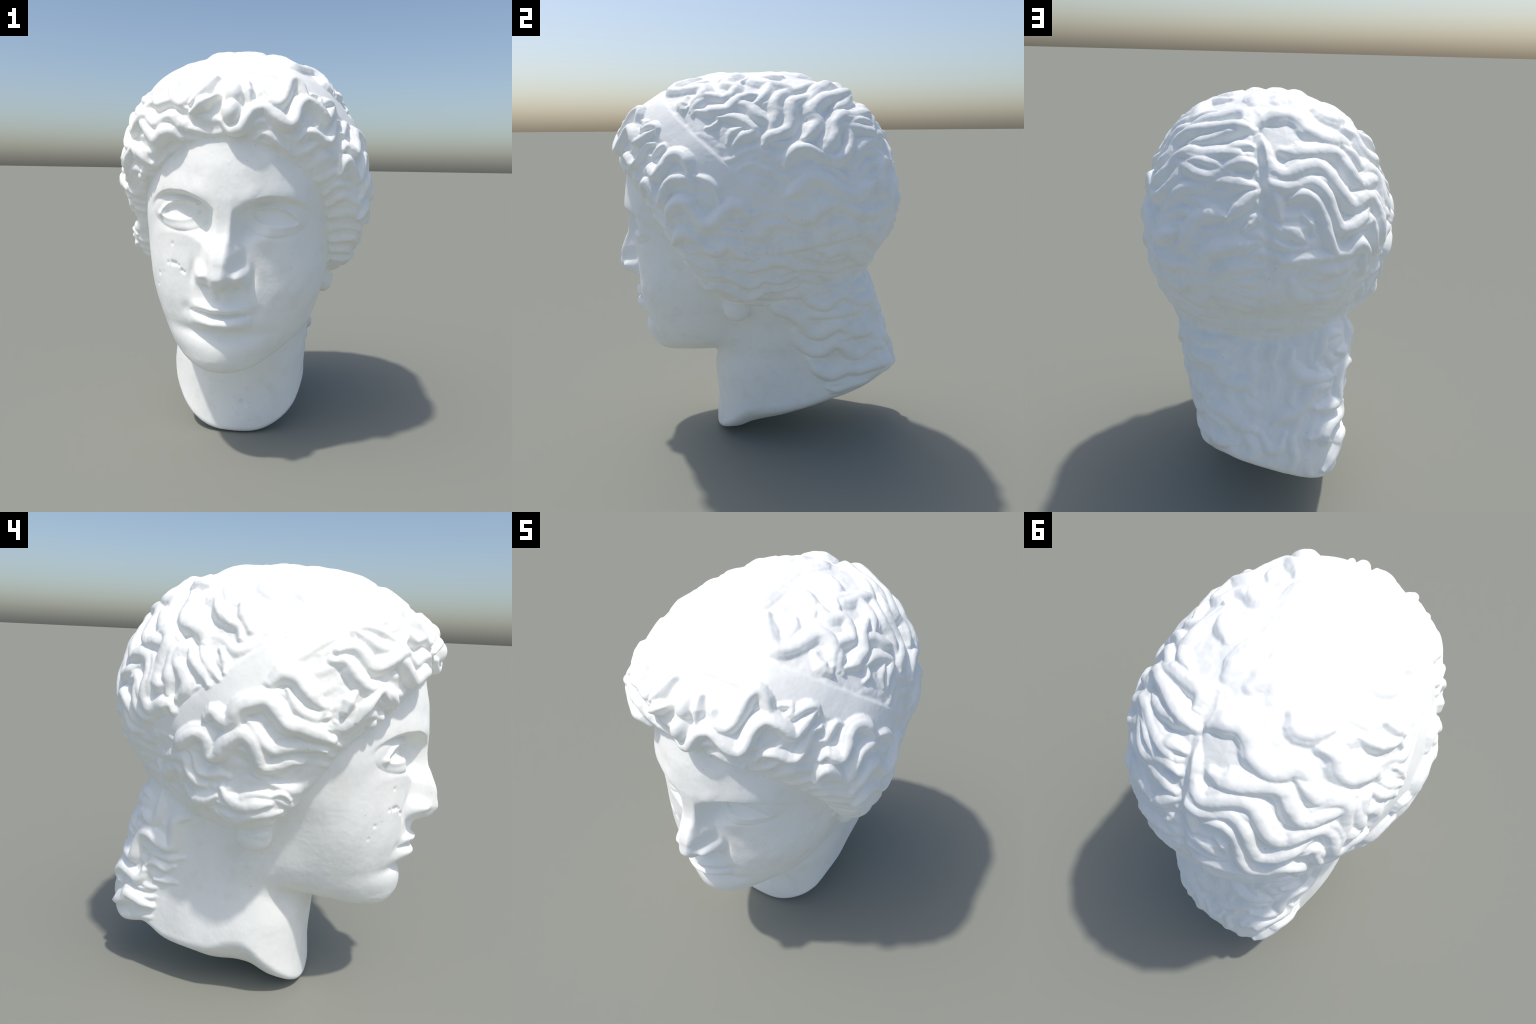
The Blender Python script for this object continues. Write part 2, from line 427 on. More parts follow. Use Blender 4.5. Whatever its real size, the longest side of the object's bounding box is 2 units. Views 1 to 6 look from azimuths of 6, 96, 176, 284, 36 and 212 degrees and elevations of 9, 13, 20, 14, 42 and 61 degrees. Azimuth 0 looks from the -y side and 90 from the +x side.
# ----------------------------------------------------------------------------
#  hair: carved wavy locks, each a spine over the hair mass
# ----------------------------------------------------------------------------
#  (region, half width, height, control points of the spine)
LOCKS = [
    # fringe right side (view 1 left)
    ("fringe", .036, .034, [(-.395, -.49, 1.705), (-.37, -.545, 1.65), (-.34, -.585, 1.61), (-.315, -.605, 1.6), (-.275, -.625, 1.62), (-.235, -.64, 1.625), (-.205, -.655, 1.59)]),
    ("fringe", .042, .040, [(-.405, -.515, 1.645), (-.375, -.56, 1.595), (-.35, -.585, 1.56), (-.315, -.6, 1.535), (-.28, -.62, 1.56), (-.245, -.635, 1.57), (-.22, -.645, 1.56), (-.2, -.645, 1.545)]),
    ("fringe", .034, .034, [(-.47, -.48, 1.49), (-.44, -.515, 1.49), (-.405, -.535, 1.47), (-.375, -.54, 1.445), (-.355, -.545, 1.44)]),
    ("fringe", .034, .030, [(-.34, -.515, 1.755), (-.315, -.58, 1.685), (-.265, -.61, 1.69), (-.23, -.625, 1.695), (-.195, -.65, 1.675), (-.17, -.66, 1.66)]),
    ("fringe", .038, .042, [(-.045, -.675, 1.705), (-.085, -.675, 1.685), (-.12, -.675, 1.66), (-.15, -.67, 1.64)]),
    ("fringe", .028, .026, [(-.22, -.645, 1.635), (-.2, -.655, 1.61), (-.175, -.665, 1.585), (-.13, -.67, 1.575)]),
    ("fringe", .034, .030, [(-.055, -.615, 1.79), (-.105, -.66, 1.73), (-.155, -.66, 1.68)]),
    # fringe left side
    ("fringe", .038, .040, [(-.015, -.695, 1.61), (.005, -.695, 1.585), (.03, -.69, 1.575), (.065, -.695, 1.585), (.09, -.695, 1.625), (.105, -.69, 1.645), (.145, -.675, 1.66), (.17, -.67, 1.645), (.2, -.665, 1.62), (.225, -.655, 1.6), (.25, -.645, 1.595), (.27, -.63, 1.615), (.28, -.61, 1.655), (.295, -.585, 1.685), (.315, -.555, 1.695), (.345, -.54, 1.68), (.37, -.525, 1.66), (.4, -.51, 1.63), (.415, -.48, 1.645), (.435, -.41, 1.69)]),
    ("fringe", .020, .020, [(.09, -.69, 1.565), (.115, -.69, 1.595), (.14, -.685, 1.61), (.165, -.68, 1.6), (.19, -.67, 1.575)]),
    ("fringe", .024, .026, [(.12, -.675, 1.54), (.14, -.68, 1.56), (.165, -.675, 1.56), (.2, -.66, 1.535), (.225, -.645, 1.515), (.255, -.63, 1.5)]),
    ("fringe", .027, .028, [(.3, -.615, 1.545), (.32, -.6, 1.57), (.35, -.58, 1.57), (.37, -.56, 1.555), (.395, -.54, 1.535), (.42, -.52, 1.535), (.435, -.49, 1.565), (.445, -.45, 1.625), (.465, -.415, 1.63)]),
    ("fringe", .032, .032, [(.08, -.635, 1.765), (.085, -.665, 1.72), (.095, -.68, 1.68)]),
    ("fringe", .036, .034, [(.14, -.65, 1.725), (.16, -.655, 1.695), (.19, -.655, 1.675), (.22, -.635, 1.69), (.235, -.6, 1.73), (.24, -.565, 1.765), (.26, -.53, 1.785), (.29, -.525, 1.765), (.315, -.535, 1.725), (.34, -.525, 1.705)]),
    ("fringe", .030, .030, [(.34, -.5, 1.735), (.37, -.475, 1.725), (.38, -.485, 1.695), (.405, -.435, 1.71), (.435, -.4, 1.7), (.445, -.405, 1.675)]),
    ("fringe", .040, .040, [(.485, -.45, 1.505), (.495, -.425, 1.52), (.515, -.405, 1.505), (.535, -.38, 1.49), (.54, -.35, 1.525), (.54, -.325, 1.57), (.545, -.29, 1.585), (.56, -.25, 1.575), (.58, -.23, 1.545), (.595, -.22, 1.505)]),
    ("fringe", .036, .036, [(.475, -.465, 1.4), (.49, -.455, 1.445), (.505, -.435, 1.455), (.53, -.41, 1.425), (.55, -.385, 1.385), (.565, -.36, 1.375), (.575, -.335, 1.43), (.58, -.305, 1.47), (.59, -.265, 1.48), (.605, -.22, 1.475), (.615, -.195, 1.445)]),
    ("fringe", .030, .030, [(.6, -.2, 1.495), (.61, -.15, 1.48), (.62, -.105, 1.445), (.63, -.085, 1.39)]),
    ("fringe", .024, .024, [(.475, -.435, 1.58), (.49, -.415, 1.575), (.49, -.4, 1.59), (.495, -.375, 1.615), (.5, -.35, 1.625), (.52, -.33, 1.605)]),
    ("fringe", .040, .034, [(.585, -.335, 1.285), (.595, -.31, 1.34), (.605, -.27, 1.38), (.62, -.225, 1.37), (.635, -.165, 1.295), (.64, -.115, 1.29), (.63, -.055, 1.35), (.62, -.005, 1.365), (.62, .045, 1.32)]),
    ("fringe", .038, .030, [(.58, -.305, 1.19), (.615, -.26, 1.24), (.625, -.205, 1.225), (.625, -.145, 1.175), (.625, -.095, 1.165), (.625, -.05, 1.2), (.615, -.01, 1.155), (.595, .06, 1.125)]),
    ("fringe", .040, .026, [(.585, .045, 1.07), (.575, .105, 1.09), (.56, .16, 1.105), (.545, .205, 1.095), (.52, .25, 1.06)]),
    ("fringe", .028, .022, [(.58, -.175, 1.04), (.595, -.1, 1.05), (.585, -.04, 1.03), (.56, .025, .99), (.55, .065, .995), (.55, .1, 1.02), (.52, .17, 1.005), (.505, .25, 1.025)]),
    ("fringe", .028, .024, [(.44, -.215, .965), (.56, -.13, .98), (.555, -.055, .96), (.515, .02, .92), (.52, .065, .935), (.52, .11, .96), (.495, .18, .955), (.48, .25, .975)]),
    # nape left
    ("nape", .042, .030, [(.46, .2, .92), (.435, .275, .92), (.42, .325, .875), (.41, .385, .85), (.4, .435, .895), (.38, .485, .905), (.35, .54, .86), (.29, .595, .85), (.18, .635, .835)]),
    ("nape", .045, .034, [(.44, .1, .87), (.42, .16, .83), (.405, .225, .805), (.385, .275, .76), (.37, .31, .7), (.375, .365, .69), (.38, .415, .725), (.375, .46, .745), (.355, .51, .7), (.33, .565, .69), (.27, .63, .7)]),
    ("nape", .045, .036, [(.37, .235, .695), (.35, .275, .63), (.345, .325, .59), (.35, .38, .59), (.36, .43, .635), (.35, .475, .63), (.325, .53, .57), (.31, .575, .57), (.28, .63, .605), (.22, .69, .575)]),
    ("nape", .045, .036, [(.33, .315, .53), (.33, .36, .48), (.33, .415, .45), (.33, .465, .465), (.32, .51, .485), (.305, .565, .48), (.28, .63, .49), (.225, .705, .48)]),
    ("nape", .040, .028, [(.325, .415, .375), (.32, .46, .36), (.315, .515, .385), (.3, .57, .39), (.275, .63, .4)]),
    ("nape", .036, .024, [(.455, .285, .955), (.425, .335, .93), (.41, .395, .94), (.385, .46, .945), (.35, .525, .92), (.23, .595, .92)]),
    # crown left
    ("crown_top", .030, .032, [(.44, -.24, 1.775), (.41, -.23, 1.815), (.395, -.19, 1.84), (.4, -.14, 1.84), (.415, -.09, 1.835), (.39, -.065, 1.855), (.355, -.055, 1.88)]),
    ("crown_top", .034, .034, [(.45, -.21, 1.775), (.465, -.17, 1.77), (.465, -.12, 1.775), (.465, -.07, 1.78), (.445, -.045, 1.805), (.42, -.01, 1.83), (.41, .035, 1.84), (.4, .08, 1.845)]),
    ("crown_top", .030, .032, [(.49, -.105, 1.745), (.49, -.05, 1.745), (.5, 0, 1.73), (.515, .04, 1.705), (.53, .06, 1.685), (.54, .02, 1.665), (.55, -.01, 1.65), (.56, -.025, 1.63)]),
    ("crown_top", .024, .026, [(.555, -.055, 1.635), (.535, -.045, 1.67), (.525, -.01, 1.695), (.52, .025, 1.705)]),
    ("crown_top", .024, .026, [(.51, -.155, 1.7), (.51, -.12, 1.71), (.49, -.1, 1.74)]),
    ("crown_top", .036, .036, [(.31, -.02, 1.91), (.275, .01, 1.92), (.29, .065, 1.915), (.32, .105, 1.895), (.385, .105, 1.855), (.42, .085, 1.825), (.445, .05, 1.805)]),
    ("crown_top", .036, .036, [(.53, .125, 1.67), (.5, .145, 1.715), (.465, .155, 1.76), (.435, .145, 1.8), (.395, .165, 1.835), (.355, .205, 1.86), (.31, .26, 1.875), (.23, .31, 1.9)]),
    ("crown_top", .034, .030, [(.465, -.055, 1.785), (.445, -.015, 1.805), (.46, .035, 1.785), (.485, .065, 1.755), (.495, .11, 1.73), (.495, .14, 1.725)]),
    ("crown_top", .036, .036, [(.555, .105, 1.625), (.54, .12, 1.655), (.525, .16, 1.67), (.505, .205, 1.69), (.475, .22, 1.725), (.445, .22, 1.77), (.415, .22, 1.805), (.385, .255, 1.82), (.36, .29, 1.83), (.295, .325, 1.86)]),
    ("crown_top", .034, .032, [(.225, -.06, 1.935), (.275, -.095, 1.92), (.32, -.1, 1.9), (.35, -.05, 1.885), (.385, -.05, 1.86), (.415, -.07, 1.835)]),
    ("crown_top", .040, .036, [(.135, -.265, 1.945), (.17, -.325, 1.92), (.215, -.365, 1.895), (.26, -.37, 1.875), (.29, -.325, 1.875), (.31, -.265, 1.885), (.325, -.215, 1.885), (.355, -.195, 1.87), (.385, -.195, 1.845), (.41, -.22, 1.815), (.42, -.25, 1.795)]),
    ("crown_top", .038, .034, [(.36, -.28, 1.845), (.38, -.29, 1.82), (.405, -.295, 1.795), (.425, -.28, 1.78)]),
    ("crown_top", .034, .032, [(.39, -.165, 1.85), (.41, -.195, 1.82), (.43, -.225, 1.795), (.455, -.23, 1.765)]),
    ("crown_top", .028, .026, [(.28, -.335, 1.875), (.255, -.3, 1.9), (.25, -.245, 1.915), (.225, -.205, 1.925)]),
    ("crown_top", .038, .032, [(.135, -.08, 1.965), (.185, -.06, 1.955), (.235, -.09, 1.935), (.265, -.13, 1.92)]),
    ("crown_top", .040, .034, [(.175, .155, 1.945), (.23, .105, 1.93), (.275, .035, 1.92), (.305, .035, 1.91), (.325, .115, 1.895), (.345, .2, 1.87), (.39, .175, 1.84), (.44, .1, 1.805)]),
    ("crown", .042, .040, [(.51, .28, 1.645), (.475, .315, 1.68), (.44, .33, 1.72), (.42, .31, 1.76), (.38, .325, 1.795), (.31, .375, 1.83), (.23, .43, 1.845), (.085, .485, 1.855)]),
    ("crown", .040, .038, [(.505, .38, 1.585), (.46, .41, 1.635), (.425, .41, 1.685), (.4, .415, 1.715), (.345, .45, 1.745), (.27, .515, 1.75), (.12, .575, 1.76), (.125, .57, 1.76)]),
    ("crown", .032, .036, [(.575, .2, 1.54), (.56, .215, 1.575), (.54, .25, 1.605), (.53, .29, 1.605), (.525, .33, 1.59), (.515, .38, 1.565), (.5, .42, 1.555), (.47, .455, 1.57), (.435, .48, 1.61), (.4, .48, 1.655), (.38, .47, 1.69), (.33, .495, 1.72), (.26, .545, 1.72), (.195, .595, 1.705), (.155, .63, 1.675)]),
    ("crown", .036, .030, [(.355, .29, 1.83), (.255, .335, 1.88), (.14, .375, 1.905), (.125, .43, 1.885)]),
    ("crown", .038, .026, [(.595, .2, 1.405), (.585, .25, 1.435), (.565, .305, 1.485), (.55, .375, 1.475), (.535, .435, 1.425), (.5, .505, 1.395), (.445, .565, 1.425), (.4, .605, 1.455)]),
    ("crown", .040, .026, [(.595, .2, 1.345), (.58, .255, 1.31), (.57, .315, 1.31), (.56, .375, 1.36), (.535, .445, 1.365), (.5, .515, 1.325), (.445, .58, 1.31), (.355, .655, 1.33)]),
    ("crown", .038, .024, [(.545, .335, 1.19), (.54, .405, 1.245), (.52, .47, 1.265), (.47, .535, 1.23), (.385, .615, 1.2)]),
    ("crown", .034, .022, [(.5, .37, 1.09), (.505, .415, 1.135), (.475, .475, 1.14), (.39, .535, 1.085), (.24, .595, 1.03)]),
    ("crown", .030, .020, [(.47, .355, 1.025), (.39, .445, .98), (.295, .545, .995), (.21, .6, 1.025)]),
    # back right
    ("crown", .046, .040, [(.03, .59, 1.755), (0, .625, 1.705), (-.045, .63, 1.69), (-.105, .6, 1.715), (-.155, .575, 1.72), (-.2, .57, 1.7), (-.235, .58, 1.65), (-.27, .59, 1.605), (-.31, .58, 1.565), (-.35, .545, 1.565), (-.38, .505, 1.575)]),
    ("crown", .040, .038, [(.045, .62, 1.71), (.025, .65, 1.665), (-.015, .66, 1.65), (-.065, .65, 1.655), (-.12, .625, 1.665), (-.16, .615, 1.655), (-.2, .625, 1.615), (-.23, .645, 1.545), (-.26, .645, 1.485), (-.305, .62, 1.475), (-.345, .585, 1.49), (-.375, .545, 1.51), (-.4, .505, 1.53)]),
    ("crown", .032, .036, [(-.05, .675, 1.61), (-.11, .655, 1.625), (-.17, .655, 1.585), (-.195, .67, 1.525), (-.21, .685, 1.46), (-.245, .68, 1.39), (-.3, .645, 1.38), (-.355, .6, 1.405), (-.395, .56, 1.36), (-.415, .535, 1.305)]),
    ("crown", .026, .024, [(-.105, .69, 1.55), (-.145, .695, 1.51), (-.15, .7, 1.48)]),
    ("crown", .046, .038, [(-.025, .565, 1.78), (-.08, .565, 1.765), (-.13, .55, 1.77), (-.185, .52, 1.77), (-.24, .49, 1.765), (-.28, .48, 1.735), (-.32, .495, 1.675), (-.355, .495, 1.63), (-.385, .465, 1.62)]),
    ("crown", .050, .036, [(.05, .455, 1.875), (-.01, .43, 1.895), (-.06, .415, 1.895), (-.115, .435, 1.87), (-.145, .465, 1.84), (-.195, .47, 1.81), (-.235, .45, 1.8), (-.265, .415, 1.805), (-.305, .4, 1.785), (-.34, .41, 1.74)]),
    ("crown", .046, .040, [(-.26, .49, 1.745), (-.3, .495, 1.7), (-.335, .5, 1.645), (-.375, .475, 1.62), (-.405, .43, 1.63), (-.435, .38, 1.625), (-.46, .335, 1.62), (-.49, .32, 1.575), (-.515, .325, 1.495), (-.53, .325, 1.435)]),
    ("crown", .036, .036, [(-.4, .48, 1.575), (-.425, .44, 1.575), (-.455, .41, 1.55), (-.475, .405, 1.495), (-.48, .425, 1.45), (-.485, .43, 1.38)]),
    ("crown", .030, .030, [(-.355, .585, 1.46), (-.39, .545, 1.475), (-.415, .51, 1.48), (-.44, .49, 1.435), (-.455, .48, 1.36)]),
    ("crown", .044, .036, [(-.285, .425, 1.785), (-.325, .425, 1.74), (-.36, .425, 1.7), (-.4, .39, 1.675), (-.43, .345, 1.665), (-.47, .3, 1.64)]),
    ("crown", .050, .038, [(-.315, .31, 1.835), (-.36, .29, 1.8), (-.39, .305, 1.755), (-.425, .295, 1.715), (-.455, .255, 1.695), (-.485, .205, 1.675), (-.51, .195, 1.64)]),
    ("crown", .050, .034, [(-.185, .285, 1.915), (-.215, .315, 1.89), (-.25, .305, 1.875), (-.285, .27, 1.87), (-.315, .235, 1.865)]),
    ("crown", .032, .030, [(-.42, .135, 1.8), (-.445, .14, 1.77), (-.485, .1, 1.725), (-.505, .05, 1.705), (-.53, .04, 1.665)]),
    ("crown", .036, .034, [(-.015, .71, 1.545), (-.005, .695, 1.58), (.01, .66, 1.65), (.02, .615, 1.72), (.03, .59, 1.755)]),
    ("crown", .034, .032, [(-.245, .575, 1.655), (.02, .64, 1.685), (.04, .6, 1.745), (.055, .555, 1.795), (.07, .51, 1.835)]),
    ("crown", .048, .042, [(-.37, .45, 1.66), (-.41, .38, 1.67), (-.45, .35, 1.63), (-.47, .375, 1.56), (-.485, .39, 1.495), (-.505, .36, 1.465), (-.525, .31, 1.485)]),
    ("crown", .044, .040, [(-.315, .59, 1.54), (-.37, .515, 1.575), (-.42, .455, 1.565), (-.455, .435, 1.515), (-.47, .44, 1.45), (-.475, .445, 1.4), (-.49, .415, 1.365), (-.52, .355, 1.385), (-.54, .31, 1.395), (-.545, .295, 1.37)]),
    ("crown", .030, .034, [(-.305, .625, 1.47), (-.375, .55, 1.5), (-.42, .505, 1.47), (-.435, .505, 1.395), (-.45, .485, 1.345), (-.48, .435, 1.325), (-.51, .38, 1.355)]),
    ("crown", .030, .030, [(-.055, .745, 1.365), (-.045, .745, 1.375), (-.36, .6, 1.375), (-.38, .575, 1.315), (-.39, .555, 1.26), (-.43, .485, 1.255)]),
    ("crown", .044, .036, [(-.48, .235, 1.66), (-.49, .27, 1.615), (-.505, .295, 1.565), (-.535, .26, 1.52), (-.555, .24, 1.47), (-.55, .28, 1.42)]),
    ("crown", .038, .034, [(-.5, .245, 1.625), (-.535, .215, 1.565), (-.565, .165, 1.52), (-.58, .14, 1.485)]),
    ("crown", .032, .030, [(-.515, .195, 1.62), (-.545, .17, 1.575), (-.575, .12, 1.53), (-.585, .1, 1.51)]),
    ("crown", .030, .028, [(-.54, .11, 1.62), (-.565, .09, 1.58), (-.58, .08, 1.535)]),
    ("crown", .034, .032, [(-.395, .185, 1.815), (-.455, .14, 1.75), (-.495, .1, 1.705)]),
    ("crown", .038, .032, [(-.445, .06, 1.79), (-.49, .035, 1.735), (-.515, .005, 1.695)]),
    # right temple roll
    ("fringe", .046, .042, [(-.595, .14, 1.365), (-.605, .11, 1.39), (-.615, .065, 1.36), (-.62, .035, 1.36), (-.62, .005, 1.41), (-.62, -.045, 1.435), (-.615, -.09, 1.445), (-.615, -.135, 1.41), (-.61, -.175, 1.365), (-.595, -.225, 1.355), (-.575, -.285, 1.33), (-.55, -.335, 1.31)]),
    ("fringe", .030, .028, [(-.625, -.02, 1.375), (-.625, -.05, 1.35), (-.62, -.08, 1.305), (-.61, -.125, 1.265), (-.6, -.17, 1.275), (-.575, -.255, 1.285), (-.55, -.315, 1.27)]),
    ("fringe", .044, .042, [(-.525, .295, 1.21), (-.57, .225, 1.28), (-.585, .17, 1.3), (-.59, .135, 1.28), (-.58, .125, 1.225), (-.59, .09, 1.23), (-.61, .05, 1.28), (-.62, 0, 1.315), (-.625, -.045, 1.3), (-.605, -.07, 1.245), (-.59, -.085, 1.2), (-.58, -.135, 1.2), (-.57, -.185, 1.225), (-.56, -.23, 1.225)]),
    ("fringe", .024, .024, [(-.61, .025, 1.26), (-.61, -.02, 1.26), (-.595, -.05, 1.21), (-.59, -.06, 1.165), (-.585, -.1, 1.14)]),
    ("fringe", .036, .036, [(-.48, .365, 1.175), (-.52, .295, 1.185), (-.54, .245, 1.185), (-.535, .225, 1.135), (-.55, .185, 1.09), (-.56, .155, 1.085)]),
    ("fringe", .030, .030, [(-.555, .23, 1.225), (-.56, .2, 1.2), (-.55, .185, 1.15), (-.56, .14, 1.135), (-.575, .085, 1.145), (-.58, .05, 1.135)]),
    ("fringe", .046, .040, [(-.43, .405, 1.125), (-.425, .385, 1.075), (-.485, .325, 1.125), (-.515, .275, 1.13), (-.5, .275, 1.075)]),
    ("fringe", .022, .024, [(-.595, -.12, 1.075), (-.58, -.165, 1.09), (-.56, -.195, 1.06)]),
    ("fringe", .050, .038, [(-.6, -.1, 1.505), (-.585, -.14, 1.54), (-.58, -.195, 1.53), (-.58, -.23, 1.49), (-.575, -.27, 1.45), (-.57, -.3, 1.435)]),
    ("fringe", .040, .030, [(-.605, -.195, 1.41), (-.59, -.235, 1.395), (-.58, -.275, 1.39), (-.57, -.3, 1.415)]),
    ("fringe", .034, .026, [(-.51, .255, 1.055), (-.52, .215, 1.02), (-.55, .155, 1.02), (-.57, .1, 1.05)]),
    ("fringe", .040, .028, [(-.575, .08, 1.085), (-.58, .05, 1.045), (-.59, -.01, 1.02), (-.595, -.075, 1.035), (-.595, -.12, 1.05)]),
    ("fringe", .030, .024, [(-.55, .105, .98), (-.545, .08, .96), (-.55, .03, .95), (-.585, -.045, .985), (-.585, -.105, 1), (-.565, -.16, 1.015)]),
    ("fringe", .042, .040, [(-.34, -.585, 1.605), (-.36, -.565, 1.635), (-.39, -.54, 1.63), (-.425, -.505, 1.6), (-.46, -.47, 1.58), (-.475, -.44, 1.585), (-.48, -.41, 1.62), (-.485, -.38, 1.645), (-.51, -.33, 1.635)]),
    ("fringe", .040, .034, [(-.32, -.565, 1.705), (-.36, -.545, 1.68), (-.395, -.52, 1.65), (-.43, -.48, 1.65), (-.445, -.445, 1.665), (-.45, -.415, 1.685), (-.455, -.385, 1.705)]),
    ("fringe", .028, .030, [(-.36, -.545, 1.44), (-.44, -.515, 1.475), (-.46, -.495, 1.5), (-.485, -.47, 1.475), (-.505, -.45, 1.445), (-.525, -.43, 1.405), (-.53, -.42, 1.385)]),
    ("fringe", .045, .038, [(-.465, -.48, 1.515), (-.495, -.445, 1.505), (-.505, -.415, 1.53), (-.51, -.385, 1.565), (-.51, -.36, 1.595), (-.525, -.315, 1.6)]),
    ("fringe", .036, .032, [(-.525, -.405, 1.49), (-.545, -.39, 1.455), (-.555, -.375, 1.42)]),
    ("fringe", .020, .022, [(-.57, -.305, 1.365), (-.56, -.335, 1.35)]),
    ("fringe", .018, .020, [(-.56, -.34, 1.385), (-.555, -.36, 1.375)]),
    ("fringe", .034, .030, [(-.595, -.165, 1.49), (-.6, -.185, 1.455), (-.595, -.215, 1.415), (-.585, -.26, 1.395), (-.565, -.315, 1.4)]),
    ("fringe", .014, .012, [(-.41, -.5, 1.405), (-.34, -.53, 1.41)]),
    # nape right
    ("nape", .030, .026, [(-.305, .55, .855), (-.35, .495, .825), (-.365, .455, .835), (-.37, .43, .895), (-.35, .43, .965)]),
    ("nape", .036, .036, [(-.2, .68, .635), (-.27, .635, .615), (-.305, .59, .615), (-.315, .565, .695), (-.33, .53, .75), (-.355, .48, .76), (-.37, .43, .735), (-.38, .375, .72), (-.385, .355, .775), (-.39, .34, .855), (-.395, .285, .88)]),
    ("nape", .036, .036, [(-.27, .685, .46), (-.24, .705, .485), (-.265, .665, .53), (-.305, .61, .525), (-.33, .565, .51), (-.335, .535, .53), (-.34, .52, .57)]),
    ("nape", .020, .020, [(-.32, .59, .485), (-.34, .545, .475), (-.35, .51, .475)]),
    ("nape", .036, .036, [(-.24, .73, .33), (-.31, .645, .385), (-.32, .62, .42), (-.34, .565, .415), (-.35, .52, .4), (-.36, .475, .395)]),
    ("nape", .030, .026, [(-.34, .51, .595), (-.36, .46, .625), (-.37, .4, .605), (-.375, .36, .625)]),
    ("nape", .026, .020, [(-.35, .495, .665), (-.37, .43, .665), (-.375, .37, .66), (-.385, .31, .675)]),
    ("nape", .026, .020, [(-.355, .465, .535), (-.365, .405, .54), (-.375, .35, .54)]),
    # nape back
    ("nape", .036, .026, [(.4, .255, .795), (.38, .475, .81), (.34, .55, .82), (.28, .595, .86), (.245, .62, .825), (.215, .645, .775), (.175, .66, .76), (.115, .67, .755), (.08, .685, .72)]),
    ("nape", .040, .028, [(.355, .36, .62), (.315, .585, .72), (.28, .63, .66), (.245, .66, .63), (.185, .695, .62), (.14, .715, .58), (.08, .73, .565)]),
    ("nape", .040, .028, [(.33, .44, .48), (.29, .615, .55), (.255, .665, .5), (.235, .695, .485), (.16, .735, .495)]),
    ("nape", .034, .022, [(.325, .535, .945), (.28, .57, .93), (.21, .59, .935), (.16, .61, .92)]),
    ("nape", .036, .026, [(-.09, .62, .9), (-.085, .64, .845), (-.125, .65, .79), (-.18, .645, .77), (-.245, .62, .76), (-.295, .58, .75)]),
    ("nape", .030, .022, [(-.325, .495, .925), (-.245, .56, .94), (-.225, .595, .885), (-.195, .62, .845)]),
    ("nape", .036, .024, [(-.005, .725, .585), (-.035, .715, .615), (-.09, .71, .625), (-.15, .69, .665), (-.195, .655, .725), (-.275, .61, .715)]),
    ("nape", .040, .030, [(-.175, .735, .51), (-.21, .715, .515), (-.255, .67, .54), (-.32, .58, .525)]),
    ("nape", .034, .022, [(.05, .74, .55), (.005, .76, .48), (-.035, .76, .49), (-.06, .74, .545)]),
    # back left
    ("crown", .036, .034, [(.08, .55, 1.795), (.145, .545, 1.785), (.225, .545, 1.745), (.305, .5, 1.735), (.385, .42, 1.73), (.445, .39, 1.675), (.515, .355, 1.59)]),
    ("crown", .040, .038, [(.08, .605, 1.73), (.145, .59, 1.735), (.2, .59, 1.71), (.255, .585, 1.675), (.3, .555, 1.675), (.355, .495, 1.695), (.41, .42, 1.695), (.465, .4, 1.64), (.535, .34, 1.56)]),
    ("crown", .036, .034, [(.06, .665, 1.64), (.095, .67, 1.62), (.14, .685, 1.58), (.19, .69, 1.535)]),
    ("crown", .026, .024, [(.075, .705, 1.55), (.095, .715, 1.525), (.125, .72, 1.495)]),
    ("crown", .040, .028, [(.08, .655, 1.655), (.145, .64, 1.66), (.225, .61, 1.665), (.3, .585, 1.635), (.36, .555, 1.62), (.41, .525, 1.59), (.455, .51, 1.535)]),
    ("crown", .040, .026, [(.205, .685, 1.545), (.27, .66, 1.54), (.325, .64, 1.515), (.355, .635, 1.46), (.38, .63, 1.4)]),
    ("crown", .040, .024, [(.07, .74, 1.455), (.13, .735, 1.435), (.2, .725, 1.425), (.245, .71, 1.41), (.285, .695, 1.37), (.3, .69, 1.305)]),
    ("crown", .040, .022, [(.07, .75, 1.355), (.145, .745, 1.35), (.225, .725, 1.32), (.24, .715, 1.245)]),
    ("crown", .034, .030, [(.115, .485, 1.845), (.195, .475, 1.83), (.275, .455, 1.8), (.35, .405, 1.775)]),
    ("crown", .034, .030, [(.115, .39, 1.905), (.195, .365, 1.895), (.265, .34, 1.875), (.35, .31, 1.83), (.415, .265, 1.785)]),
    ("crown", .036, .024, [(.58, .115, 1.145), (.48, .52, 1.235), (.41, .595, 1.205), (.345, .66, 1.25)]),
    ("crown", .034, .020, [(.005, .72, 1.52), (-.06, .72, 1.49), (-.13, .72, 1.445)]),
    ("crown", .040, .024, [(-.06, .75, 1.295), (-.09, .735, 1.23), (-.155, .705, 1.19), (-.26, .655, 1.19)]),
    ("crown", .036, .024, [(-.065, .74, 1.39), (-.165, .72, 1.34), (-.23, .69, 1.315), (-.305, .65, 1.32), (-.34, .615, 1.345)]),
    ("crown", .034, .020, [(.44, .205, .9), (.3, .55, 1.015), (.18, .61, 1.025), (.045, .63, 1.035), (-.105, .62, 1.04)]),
    # parting
    ("parting", .020, -.020, [(.075, .435, 1.89), (.075, .515, 1.83), (.065, .58, 1.765), (.055, .645, 1.675), (.05, .69, 1.595), (.035, .72, 1.51), (.025, .75, 1.4), (.015, .755, 1.28)]),
    ("parting", .020, -.018, [(.085, .355, 1.92), (.075, .455, 1.875), (.08, .52, 1.825), (.07, .575, 1.77)]),
]


def mirrored(pts, ahead):
    return [(-x, y + ahead, z) for x, y, z in pts]


